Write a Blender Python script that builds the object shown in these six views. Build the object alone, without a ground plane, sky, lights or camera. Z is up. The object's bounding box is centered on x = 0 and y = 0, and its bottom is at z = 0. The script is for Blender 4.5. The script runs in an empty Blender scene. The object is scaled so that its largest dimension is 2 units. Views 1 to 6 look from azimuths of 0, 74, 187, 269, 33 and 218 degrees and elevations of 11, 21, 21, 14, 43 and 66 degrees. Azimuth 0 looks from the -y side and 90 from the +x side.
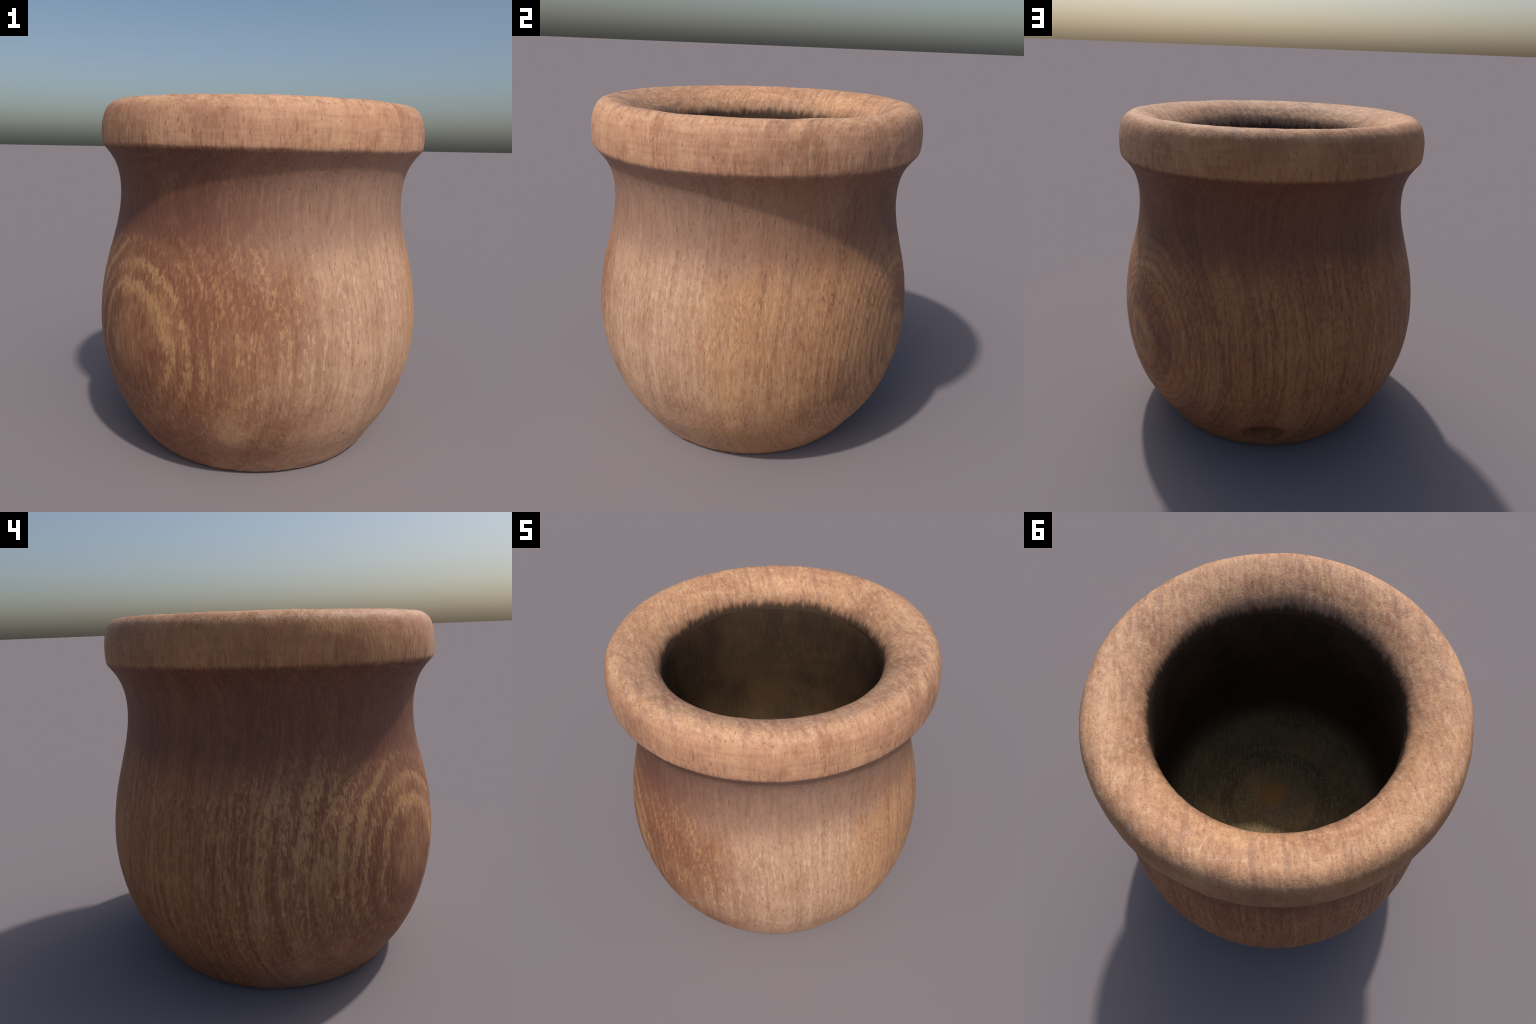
"""Turned wooden pot: round belly, waisted neck, rolled collar rim with a funnel lip, dark hollow."""
import bpy, math
import numpy as np
from mathutils import noise, Vector

# ------------------------------------------------------------------ profile
# (radius, height) control points, walked from the middle of the underside,
# up the outside, over the lip and down the inside to the middle of the floor.
UNDER = [(0.0, 0.030), (0.30, 0.027), (0.55, 0.016), (0.67, 0.004), (0.704, 0.000)]
BELLY = [(0.722, 0.007), (0.7565, 0.050), (0.787, 0.100), (0.8185, 0.150), (0.849, 0.200),
         (0.8755, 0.250), (0.898, 0.300), (0.932, 0.400), (0.957, 0.500), (0.972, 0.600),
         (0.978, 0.700), (0.975, 0.800), (0.964, 0.900), (0.947, 1.000), (0.922, 1.100),
         (0.894, 1.200)]
NECK = [(0.868, 1.300), (0.851, 1.400), (0.8465, 1.480), (0.850, 1.550),
         (0.862, 1.610), (0.881, 1.660), (0.909, 1.705), (0.930, 1.731), (0.938, 1.742)]
COLLAR = [(0.9425, 1.752), (0.9450, 1.775), (0.9450, 1.820), (0.9420, 1.860), (0.9350, 1.898),
          (0.9235, 1.932), (0.905, 1.960), (0.878, 1.980), (0.846, 1.987)]
FUNNEL = [(0.806, 1.979), (0.766, 1.964), (0.728, 1.944), (0.694, 1.917), (0.667, 1.890),
          (0.648, 1.862), (0.637, 1.828)]
HOLLOW = [(0.634, 1.790), (0.636, 1.730), (0.645, 1.650), (0.659, 1.540), (0.682, 1.410),
          (0.708, 1.270), (0.736, 1.130), (0.752, 1.000), (0.757, 0.900), (0.752, 0.830)]
FLOOR = [(0.744, 0.785), (0.722, 0.730), (0.692, 0.690), (0.660, 0.664), (0.622, 0.647), (0.540, 0.638), (0.360, 0.633), (0.180, 0.632), (0.0, 0.632)]
PARTS = [("base", UNDER), ("belly", BELLY), ("neck", NECK), ("rim", COLLAR), ("lip", FUNNEL), ("hollow", HOLLOW),
         ("floor", FLOOR)]
AROUND = 640
STEP = 0.0065          # distance between rings along the profile


def catmull(points, per):
    p = np.array(points, float)
    p = np.vstack([2 * p[0] - p[1], p, 2 * p[-1] - p[-2]])
    out = []
    for i in range(1, len(p) - 2):
        # centripetal spacing keeps the tight bends round
        t = [0.0]
        for a in range(3):
            t.append(t[-1] + max(np.linalg.norm(p[i + a] - p[i + a - 1]), 1e-6) ** 0.5)
        u = np.linspace(t[1], t[2], per, endpoint=False)[:, None]
        A1 = (t[1] - u) / (t[1] - t[0]) * p[i - 1] + (u - t[0]) / (t[1] - t[0]) * p[i]
        A2 = (t[2] - u) / (t[2] - t[1]) * p[i] + (u - t[1]) / (t[2] - t[1]) * p[i + 1]
        A3 = (t[3] - u) / (t[3] - t[2]) * p[i + 1] + (u - t[2]) / (t[3] - t[2]) * p[i + 2]
        B1 = (t[2] - u) / (t[2] - t[0]) * A1 + (u - t[0]) / (t[2] - t[0]) * A2
        B2 = (t[3] - u) / (t[3] - t[1]) * A2 + (u - t[1]) / (t[3] - t[1]) * A3
        out.append((t[2] - u) / (t[2] - t[1]) * B1 + (u - t[1]) / (t[2] - t[1]) * B2)
    out.append(p[-2][None])
    return np.vstack(out)


def even_profile():
    """Resample the control polyline evenly; remember at which arc length each part starts."""
    pts, starts = [], []
    for name, group in PARTS:
        starts.append(len(pts))
        pts += group
    dense = catmull(pts, 40)
    arc = np.concatenate([[0], np.cumsum(np.linalg.norm(np.diff(dense, axis=0), axis=1))])
    marks = [arc[40 * s] for s in starts] + [arc[-1]]
    rings, bounds = [], [0]
    for a, b in zip(marks[:-1], marks[1:]):
        n = max(4, int(round((b - a) / STEP)))
        s = np.linspace(a, b, n, endpoint=False)
        rings.append(np.stack([np.interp(s, arc, dense[:, 0]), np.interp(s, arc, dense[:, 1])], -1))
        bounds.append(bounds[-1] + n)
    rings.append(dense[-1:])
    return np.vstack(rings), bounds


def smooth(a, b, x):
    t = np.clip((x - a) / (b - a), 0, 1)
    return t * t * (3 - 2 * t)


prof, bounds = even_profile()
prof[0, 0] = prof[-1, 0] = 0.0
NR = len(prof)
RIM_START, HOLLOW_START = bounds[3], bounds[5]
tang = np.gradient(prof, axis=0)
tang /= np.linalg.norm(tang, axis=1, keepdims=True) + 1e-12
nrm2 = np.stack([tang[:, 1], -tang[:, 0]], -1)       # outward normal in (r, z)

# ------------------------------------------------------------------ vertices
ang = np.linspace(0, 2 * np.pi, AROUND, endpoint=False)
ca, sa = np.cos(ang), np.sin(ang)
verts = np.zeros((NR, AROUND, 3))
FULL = 0.005
FULL_SIDE = math.radians(-135)
DENT = (math.radians(98.0), 0.182, 0.140, 0.100, 0.042)   # angle, height, half width, half height, depth
LEAN_X, LEAN_Y = 0.0135, -0.0115      # the neck and rim lean a little over the belly
for i in range(NR):
    r, z = prof[i]
    nr, nz = nrm2[i]
    inside = i >= HOLLOW_START
    rim_w = 1.0 if RIM_START <= i < HOLLOW_START else 0.0
    foot_w = 1.0 - min(1.0, z / 0.10) if i < RIM_START else 0.0
    d, out = np.zeros(AROUND), np.zeros(AROUND)          # along the normal, and sideways only
    if r > 1e-4:
        for j in range(AROUND):
            p = Vector((r * ca[j], r * sa[j], z + (5.0 if inside else 0.0)))
            v = 0.0032 * noise.noise(p * 2.3)                      # slow unevenness
            v += 0.0013 * noise.noise(Vector((p.x * 9, p.y * 9, p.z * 4.0)))
            v += 0.00055 * noise.noise(Vector((p.x * 34, p.y * 34, p.z * 11.0)))
            if rim_w:
                v += 0.0024 * noise.noise(p * 7.0 + Vector((3, 8, 1)))
                v += 0.0012 * noise.noise(p * 18.0 + Vector((1, 4, 9)))
            if i < RIM_START and z < 0.5:
                # the belly is fuller low down on one side, and carries a thumb-sized hollow at the back
                if r > 0.6:
                    out[j] = FULL * (1 - smooth(0.10, 0.45, z)) * math.cos(ang[j] - FULL_SIDE)
                    out[j] += 0.004 * foot_w * noise.noise(p * 26.0)   # ragged foot edge
                if i < bounds[1]:
                    v *= 0.3
                a = (ang[j] - DENT[0] + math.pi) % (2 * math.pi) - math.pi
                e = math.hypot(a * r / DENT[2], (z - DENT[1]) / DENT[3])
                v -= DENT[4] * float(1 - smooth(0.45, 1.10, e))
            d[j] = v
    rr = r + nr * d + out
    zz = z + nz * d
    x, y = rr * ca, rr * sa
    # lean: small rotation that grows in above the belly
    k = float(smooth(0.75, 1.5, z))
    h = max(0.0, z - 0.95)
    deep = float(1 - smooth(1.2, 1.8, z)) if inside else 0.0   # the bored hollow drifts off the outside axis
    verts[i, :, 0] = x + k * (LEAN_X * h + (0.002 - 0.004 * deep))
    verts[i, :, 1] = y + k * (LEAN_Y * h + (-0.001 - 0.007 * deep))
    verts[i, :, 2] = zz - k * (0.0085 * x + LEAN_Y * y)
# the foot sits flat: pull every spoke of the foot down onto the ground
seat = verts[:bounds[1] + 6, :, 2].min(axis=0)
for i in range(RIM_START):
    verts[i, :, 2] -= seat * (1 - float(smooth(0.0, 0.15, prof[i, 1])))
verts[0] = verts[0].mean(axis=0)
verts[-1] = verts[-1].mean(axis=0)
zmin = verts[..., 2].min()
verts[..., 2] = (verts[..., 2] - zmin) * 2.0 / (verts[..., 2].max() - zmin)

# ------------------------------------------------------------------ shared vertex normals
du = np.roll(verts, -1, 1) - np.roll(verts, 1, 1)
dv = np.gradient(verts, axis=0)
nor = np.cross(du, dv)
nor /= np.linalg.norm(nor, axis=2, keepdims=True) + 1e-12
nor[0] = (0, 0, -1)
nor[-1] = (0, 0, 1)


# ------------------------------------------------------------------ node helpers
class Nodes:
    def __init__(self, name):
        self.mat = bpy.data.materials.new(name)
        self.mat.use_nodes = True
        self.t = self.mat.node_tree
        self.t.nodes.clear()

    def n(self, kind, **kw):
        node = self.t.nodes.new(kind)
        for k, v in kw.items():
            setattr(node, k, v)
        return node

    def put(self, sock, val):
        if hasattr(val, "is_output"):
            self.t.links.new(val, sock)
        else:
            sock.default_value = val

    def math(self, op, a, b=0.0, c=0.0, clamp=False):
        m = self.n("ShaderNodeMath", operation=op, use_clamp=clamp)
        self.put(m.inputs[0], a)
        self.put(m.inputs[1], b)
        self.put(m.inputs[2], c)
        return m.outputs[0]

    def dot(self, v, w):
        m = self.n("ShaderNodeVectorMath", operation="DOT_PRODUCT")
        self.put(m.inputs[0], v)
        m.inputs[1].default_value = w
        return m.outputs["Value"]

    def xyz(self, a, b, c):
        m = self.n("ShaderNodeCombineXYZ")
        for s, v in zip(m.inputs, (a, b, c)):
            self.put(s, v)
        return m.outputs[0]

    def scale(self, v, s):
        m = self.n("ShaderNodeVectorMath", operation="MULTIPLY")
        self.put(m.inputs[0], v)
        m.inputs[1].default_value = s
        return m.outputs[0]

    def shift(self, v, s):
        m = self.n("ShaderNodeVectorMath", operation="ADD")
        self.put(m.inputs[0], v)
        m.inputs[1].default_value = s
        return m.outputs[0]

    def noise(self, v, scale=1.0, detail=2.0, rough=0.5, dist=0.0):
        m = self.n("ShaderNodeTexNoise")
        self.put(m.inputs["Vector"], v)
        m.inputs["Scale"].default_value = scale
        m.inputs["Detail"].default_value = detail
        m.inputs["Roughness"].default_value = rough
        m.inputs["Distortion"].default_value = dist
        return m.outputs["Fac"]

    def step(self, x, a, b):
        m = self.n("ShaderNodeMapRange", interpolation_type="SMOOTHSTEP")
        self.put(m.inputs["Value"], x)
        m.inputs["From Min"].default_value = a
        m.inputs["From Max"].default_value = b
        return m.outputs["Result"]

    def mix(self, f, a, b, blend="MIX"):
        m = self.n("ShaderNodeMix", data_type="RGBA", blend_type=blend)
        self.put(m.inputs["Factor"], f)
        for s, v in ((m.inputs[6], a), (m.inputs[7], b)):
            self.put(s, v if hasattr(v, "is_output") else (*v, 1.0))
        return m.outputs[2]

    def finish(self, color, rough, height, strength, dist):
        b = self.n("ShaderNodeBump")
        b.inputs["Strength"].default_value = strength
        b.inputs["Distance"].default_value = dist
        self.put(b.inputs["Height"], height)
        s = self.n("ShaderNodeBsdfPrincipled")
        self.put(s.inputs["Base Color"], color)
        self.put(s.inputs["Roughness"], rough)
        s.inputs["Specular IOR Level"].default_value = 0.25
        self.t.links.new(b.outputs[0], s.inputs["Normal"])
        o = self.n("ShaderNodeOutputMaterial")
        self.t.links.new(s.outputs[0], o.inputs[0])
        return self.mat


# growth layers are flat sheets across this horizontal direction
GD = (math.cos(math.radians(47)), math.sin(math.radians(47)), 0.0)
GQ = (-GD[1], GD[0], 0.0)


def centred(N, x):
    return N.math("SUBTRACT", x, 0.5)


def outer_wood(name):
    """One piece of solid wood: flat growth layers, upright fibres, heart and sap zones, shade-darkened back, lightened rim top."""
    N = Nodes(name)
    P = N.n("ShaderNodeTexCoord").outputs["Object"]
    z, q = N.dot(P, (0, 0, 1)), N.dot(P, GQ)
    mul, add = (lambda a, b: N.math("MULTIPLY", a, b)), (lambda a, b: N.math("ADD", a, b))
    warp = mul(centred(N, N.noise(N.scale(P, (2.4, 2.4, 1.5)), 1, 3)), 0.045)
    fine = mul(centred(N, N.noise(N.scale(P, (30, 30, 9)), 1, 2)), 0.015)
    t = add(add(N.dot(P, GD), warp), fine)                       # depth through the growth layers
    layer = N.noise(N.xyz(mul(t, 26.0), mul(q, 1.6), mul(z, 1.3)), 1, 3, 0.65)
    year = N.math("SINE", N.math("MULTIPLY_ADD", t, 2 * math.pi / 0.034, 2 * math.pi * 0.987 / 0.034 - 1.6))
    core = N.step(t, -0.74, -0.93)                               # close to the heart figure the years show clearly
    band = add(mul(layer, N.math("MULTIPLY_ADD", core, -0.14, 0.90)), mul(N.math("MULTIPLY_ADD", year, 0.5, 0.5), N.math("MULTIPLY_ADD", core, 0.20, 0.06)))
    fibre = N.noise(N.scale(P, (78, 78, 9)), 1, 3, 0.6)
    fleck = N.noise(N.scale(P, (58, 58, 22)), 1, 4, 0.65, 0.6)
    pores = N.noise(N.shift(N.scale(P, (100, 100, 24)), (7, 3, 1)), 1, 2, 0.5)
    dash = N.noise(N.shift(N.scale(P, (52, 52, 7)), (2, 5, 8)), 1, 2, 0.5)
    patch = N.noise(N.scale(P, (1.9, 1.9, 1.6)), 1, 4, 0.55)
    patch2 = N.noise(N.shift(N.scale(P, (4.2, 4.2, 3.0)), (4, 9, 2)), 1, 4, 0.6)
    patch3 = N.noise(N.shift(N.scale(P, (7.0, 7.0, 5.0)), (1, 2, 6)), 1, 4, 0.65)

    wob = add(mul(centred(N, patch), 0.75), mul(centred(N, fibre), 0.25))
    wob = add(wob, mul(centred(N, patch3), 0.45))
    heart = N.step(add(N.dot(P, (-0.73, -0.68, 0.0)), wob), 0.12, 0.85)
    back = N.step(add(N.dot(P, (-0.42, 0.90, 0.0)), wob), 0.05, 0.55)
    warm = N.step(add(N.dot(P, (0.85, 0.50, 0.0)), wob), 0.25, 0.85)
    far = N.step(add(N.dot(P, GD), mul(wob, 0.4)), 0.60, 0.88)

    # ---- belly and neck
    col = N.mix(warm, (0.475, 0.282, 0.178), (0.455, 0.226, 0.110))
    lite = N.mix(warm, (0.640, 0.420, 0.275), (0.640, 0.370, 0.185))
    deep = N.mix(warm, (0.265, 0.145, 0.090), (0.235, 0.102, 0.050))
    col = N.mix(back, col, (0.325, 0.126, 0.052))  # back wood tinted darker and browner to match its unlit side
    lite = N.mix(back, lite, (0.470, 0.215, 0.092))
    deep = N.mix(back, deep, (0.165, 0.056, 0.024))
    col = N.mix(heart, col, (0.240, 0.098, 0.052))
    lite = N.mix(heart, lite, (0.500, 0.275, 0.122))
    deep = N.mix(heart, deep, (0.165, 0.060, 0.030))
    deep = N.mix(mul(far, 0.7), deep, (0.150, 0.072, 0.052))
    col = N.mix(mul(N.step(patch2, 0.50, 0.72), 0.40), col, lite)
    col = N.mix(mul(N.step(patch2, 0.50, 0.30), 0.40), col, deep)
    col = N.mix(mul(N.step(patch3, 0.54, 0.70), 0.35), col, (0.40, 0.180, 0.095))
    # flecked pale layers, fading out toward the foot and in the waist
    show = N.step(add(z, mul(centred(N, patch2), 0.5)), 0.28, 0.62)
    hide = N.step(add(z, mul(centred(N, patch2), 0.6)), 1.18, 1.42)
    show = mul(show, N.math("MULTIPLY_ADD", hide, -0.35, 1.0))
    spread = N.n("ShaderNodeVectorMath", operation="LENGTH")
    N.put(spread.inputs[0], N.scale(N.shift(P, (0.90, 0.05, -1.05)), (1.0, 1.0, 1.9)))
    mott = N.step(add(spread.outputs["Value"], mul(centred(N, patch3), 0.3)), 0.62, 0.20)
    lift = N.math("MULTIPLY_ADD", core, -0.010, mul(mott, 0.075))
    f = N.step(add(lift, add(mul(band, 0.85), mul(fleck, 0.85))), 0.84, 1.03)
    f = mul(f, mul(mul(N.math("MULTIPLY_ADD", heart, 0.12, 0.60), show), N.math("MULTIPLY_ADD", N.step(t, -0.950, -0.968), -0.8, 1.0)))
    col = N.mix(f, col, lite)
    dk = N.step(add(mul(band, 0.75), mul(fleck, 0.60)), 0.64, 0.48)
    col = N.mix(mul(dk, N.math("MULTIPLY_ADD", far, 0.30, 0.56)), col, deep)
    lines = N.noise(N.xyz(mul(t, 62.0), mul(q, 2.0), mul(z, 1.1)), 1, 2, 0.6)
    lines = add(lines, mul(centred(N, fleck), 0.45))
    col = N.mix(mul(N.step(lines, 0.46, 0.32), mul(back, 0.50)), col, deep)
    col = N.mix(mul(N.step(lines, 0.53, 0.66), mul(back, 0.40)), col, lite)
    tight = N.math("SINE", mul(t, 2 * math.pi / 0.017))
    tight = N.step(add(tight, mul(centred(N, fleck), 3.0)), 0.1, 1.0)
    col = N.mix(mul(tight, mul(far, 0.45)), col, deep)
    col = N.mix(mul(N.step(fibre, 0.50, 0.68), 0.38), col, lite)
    col = N.mix(mul(N.step(fibre, 0.48, 0.32), 0.34), col, deep)
    # shadow under the collar painted plum-brown into the waist, streaked lower edge
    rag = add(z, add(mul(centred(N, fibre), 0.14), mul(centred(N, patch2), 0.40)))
    waist_shade_tint = N.step(rag, 1.13, 1.41)
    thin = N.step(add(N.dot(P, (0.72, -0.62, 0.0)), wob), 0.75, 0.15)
    waist_shade_tint = mul(waist_shade_tint, N.math("MULTIPLY_ADD", thin, 0.16, 0.66))
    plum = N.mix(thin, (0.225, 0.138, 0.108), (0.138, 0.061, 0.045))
    col = N.mix(waist_shade_tint, col, N.mix(0.6, N.mix(1.0, col, (0.55, 0.45, 0.50), "MULTIPLY"), plum))

    # dark red-brown patch in the thumb hollow at the back
    hollow = N.n("ShaderNodeVectorMath", operation="LENGTH")
    N.put(hollow.inputs[0], N.scale(N.shift(P, (0.105, -0.80, -DENT[1])), (1.0, 1.0, 1.30)))
    col = N.mix(mul(N.step(add(hollow.outputs["Value"], mul(centred(N, patch3), 0.06)), 0.135, 0.115), 0.6), col, (0.150, 0.052, 0.024))

    # ---- collar and lip: more even golden wood, deeper toward the back, paler on top
    zt = add(z, N.dot(P, (0.0085, -0.0115, 0.0)))                # height above the leaning collar plane
    gold = N.step(add(N.dot(P, (-0.62, 0.55, 0.0)), mul(centred(N, patch), 0.9)), -0.35, 0.55)
    rad = N.n("ShaderNodeVectorMath", operation="LENGTH")
    N.put(rad.inputs[0], N.shift(N.scale(P, (1, 1, 0)), (-0.0135, 0.0115, 0)))
    inner = mul(N.step(rad.outputs["Value"], 0.86, 0.80), N.math("GREATER_THAN", z, 1.7))
    top = N.math("MAXIMUM", N.step(zt, 1.925, 1.965), inner)
    gold = mul(gold, N.math("MULTIPLY_ADD", top, -0.65, 1.0))
    rcol = N.mix(gold, (0.475, 0.245, 0.150), (0.385, 0.170, 0.074))
    rlite, rdeep = N.mix(gold, (0.640, 0.385, 0.220), (0.540, 0.280, 0.125)), (0.225, 0.100, 0.052)
    painted_top_light = mul(top, N.step(add(patch3, mul(centred(N, fleck), 0.6)), 0.34, 0.56))  # crest and lip mottled paler than the collar side
    rcol = N.mix(mul(painted_top_light, 0.55), rcol, rlite)
    rcol = N.mix(mul(N.step(patch2, 0.50, 0.70), 0.55), rcol, rlite)
    rcol = N.mix(mul(N.step(patch2, 0.50, 0.32), 0.50), rcol, rdeep)
    rcol = N.mix(mul(N.step(patch3, 0.52, 0.66), 0.55), rcol, (0.36, 0.165, 0.090))
    rcol = N.mix(mul(N.step(patch3, 0.47, 0.34), 0.35), rcol, rlite)
    rcol = N.mix(mul(N.step(add(mul(layer, 0.9), mul(fleck, 0.8)), 0.82, 1.0), 0.35), rcol, rlite)
    ray = N.noise(N.xyz(mul(t, 60.0), mul(q, 22.0), mul(z, 16.0)), 1, 4, 0.65)
    rcol = N.mix(mul(N.step(ray, 0.52, 0.68), mul(top, 0.50)), rcol, (0.70, 0.50, 0.35))
    rcol = N.mix(mul(N.step(ray, 0.48, 0.34), mul(top, 0.42)), rcol, rdeep)
    rdk = N.step(add(mul(layer, 0.95), mul(patch3, 0.45)), 0.69, 0.50)
    rcol = N.mix(mul(rdk, N.math("MULTIPLY_ADD", top, 0.34, 0.12)), rcol, (0.225, 0.125, 0.090))
    rcol = N.mix(mul(N.step(fibre, 0.50, 0.68), 0.20), rcol, rlite)
    rcol = N.mix(mul(N.step(fibre, 0.48, 0.32), 0.18), rcol, rdeep)
    lathe = N.noise(N.xyz(N.dot(P, (5, 0, 0)), N.dot(P, (0, 5, 0)), mul(zt, 42.0)), 1, 3, 0.6)
    rcol = N.mix(mul(N.step(lathe, 0.50, 0.68), 0.32), rcol, (0.34, 0.160, 0.088))
    rcol = N.mix(mul(N.step(lathe, 0.48, 0.34), 0.22), rcol, rlite)
    low = N.step(add(zt, mul(centred(N, patch2), 0.16)), 1.86, 1.77)
    rcol = N.mix(mul(mul(N.step(dash, 0.44, 0.33), low), 0.45), rcol, (0.185, 0.088, 0.050))
    edge = N.step(add(zt, mul(centred(N, fibre), 0.030)), 1.730, 1.762)
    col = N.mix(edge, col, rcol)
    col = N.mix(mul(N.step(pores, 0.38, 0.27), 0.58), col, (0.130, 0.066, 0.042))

    # ---- cavity shadow drawn into the throat colour, with a streaked upper edge
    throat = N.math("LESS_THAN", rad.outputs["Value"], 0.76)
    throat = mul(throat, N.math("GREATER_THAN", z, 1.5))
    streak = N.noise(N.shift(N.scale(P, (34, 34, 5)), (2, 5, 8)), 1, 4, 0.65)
    shade_edge = add(zt, add(mul(centred(N, streak), 0.13), mul(centred(N, patch3), 0.07)))
    painted_half_shade = N.step(shade_edge, 1.930, 1.830)
    painted_shade = N.step(shade_edge, 1.862, 1.812)
    col = N.mix(mul(mul(painted_half_shade, throat), 0.60), col, (0.185, 0.098, 0.056))
    col = N.mix(mul(mul(painted_shade, throat), 0.92), col, (0.052, 0.032, 0.021))

    h = add(mul(fibre, 0.6), mul(pores, 0.6))
    h = add(h, mul(fleck, 0.7))
    return N.finish(col, 0.60, h, 0.42, 0.006)


def dark_wood(name, colours, rings=False):
    N = Nodes(name)
    P = N.n("ShaderNodeTexCoord").outputs["Object"]
    a = N.noise(N.scale(P, (3.2, 3.2, 2)), 1, 4, 0.6)
    s = N.noise(N.scale(P, (60, 60, 60) if rings else (60, 60, 7)), 1, 3, 0.65)
    low, high, streak = colours
    col = N.mix(N.step(a, 0.35, 0.65), low, high)
    if rings:
        rad = N.n("ShaderNodeVectorMath", operation="LENGTH")
        N.put(rad.inputs[0], N.scale(P, (1, 1, 0)))
        rr = N.math("ADD", rad.outputs["Value"], N.math("MULTIPLY", centred(N, a), 0.06))
        rr = N.math("ADD", rr, N.math("MULTIPLY", centred(N, s), 0.04))
        band = N.noise(N.xyz(N.math("MULTIPLY", rr, 7.0), 3.3, 0.0), 1, 2, 0.6)
        col = N.mix(N.math("MULTIPLY", N.step(band, 0.48, 0.36), 0.40), col, (0.060, 0.050, 0.030))
        for turn, off in ((0.5, 1.0), (1.9, 6.0), (2.7, 9.0)):
            c, w = math.cos(turn), math.sin(turn)
            v = N.xyz(N.math("ADD", N.math("MULTIPLY", N.dot(P, (c, w, 0)), 150.0), N.math("MULTIPLY", a, 12.0)),
                      N.math("MULTIPLY_ADD", N.dot(P, (-w, c, 0)), 10.0, off), 0.0)
            col = N.mix(N.math("MULTIPLY", N.step(N.noise(v, 1, 1, 0.5), 0.66, 0.74), 0.55), col, streak)
        lines = N.xyz(N.math("MULTIPLY", N.dot(P, GD), 80.0), N.math("MULTIPLY", N.dot(P, GQ), 9.0), 0.0)
        col = N.mix(N.math("MULTIPLY", N.step(N.noise(lines, 1, 3, 0.6), 0.52, 0.70), 0.6), col, streak)
        spot = N.n("ShaderNodeVectorMath", operation="LENGTH")
        N.put(spot.inputs[0], N.scale(N.shift(P, (0.03, 0.07, 0)), (1, 1, 0)))
        blur = N.step(N.math("ADD", spot.outputs["Value"], N.math("MULTIPLY", centred(N, a), 0.25)), 0.20, 0.10)
        col = N.mix(N.math("MULTIPLY", blur, 0.8), col, (0.21, 0.150, 0.085))
        amber = N.n("ShaderNodeVectorMath", operation="LENGTH")
        N.put(amber.inputs[0], N.scale(N.shift(P, (-0.06, 0.02, 0)), (1, 1, 0)))
        glow = N.step(N.math("ADD", amber.outputs["Value"], N.math("MULTIPLY", centred(N, a), 0.2)), 0.13, 0.02)
        col = N.mix(N.math("MULTIPLY", glow, 0.75), col, (0.36, 0.165, 0.030))
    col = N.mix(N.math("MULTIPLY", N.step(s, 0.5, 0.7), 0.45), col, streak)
    if rings:                                                    # floor edge blended into the wall's baked-in darkness
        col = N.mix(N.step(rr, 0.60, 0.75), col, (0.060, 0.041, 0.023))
    return N.finish(col, 0.7, s, 0.35, 0.005)


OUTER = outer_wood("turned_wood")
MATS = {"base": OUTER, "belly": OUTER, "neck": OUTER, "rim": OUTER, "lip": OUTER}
MATS["hollow"] = dark_wood("dark_hollow_wood", ((0.042, 0.025, 0.015), (0.072, 0.042, 0.021), (0.098, 0.062, 0.034)))  # wall albedo lowered to carry the occlusion inside the pot
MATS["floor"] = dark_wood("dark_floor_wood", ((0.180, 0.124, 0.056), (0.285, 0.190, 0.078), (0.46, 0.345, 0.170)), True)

# ------------------------------------------------------------------ objects
root = bpy.data.objects.new("wooden_pot", None)
root["label"] = "turned brown wooden pot with rounded belly and thick rolled rim"
root["category"] = "wooden pot"
bpy.context.scene.collection.objects.link(root)


def build(name, i0, i1, mat):
    rows = list(range(i0, i1 + 1))
    flat, vn, index = [], [], {}
    for i in rows:
        if i in (0, NR - 1):
            index[i] = [len(flat)] * AROUND
            flat.append(verts[i, 0])
            vn.append(nor[i, 0])
        else:
            index[i] = list(range(len(flat), len(flat) + AROUND))
            flat.extend(verts[i])
            vn.extend(nor[i])
    faces = []
    for a, b in zip(rows[:-1], rows[1:]):
        A, B = index[a], index[b]
        for j in range(AROUND):
            k = (j + 1) % AROUND
            if a == 0:
                faces.append((A[0], B[k], B[j]))
            elif b == NR - 1:
                faces.append((A[j], A[k], B[0]))
            else:
                faces.append((A[j], A[k], B[k], B[j]))
    me = bpy.data.meshes.new(name)
    me.from_pydata([tuple(map(float, p)) for p in flat], [], faces)
    me.polygons.foreach_set("use_smooth", [True] * len(me.polygons))
    me.normals_split_custom_set_from_vertices([tuple(map(float, v)) for v in vn])
    me.materials.append(mat)
    ob = bpy.data.objects.new(name, me)
    ob.parent = root
    bpy.context.scene.collection.objects.link(ob)
    return ob


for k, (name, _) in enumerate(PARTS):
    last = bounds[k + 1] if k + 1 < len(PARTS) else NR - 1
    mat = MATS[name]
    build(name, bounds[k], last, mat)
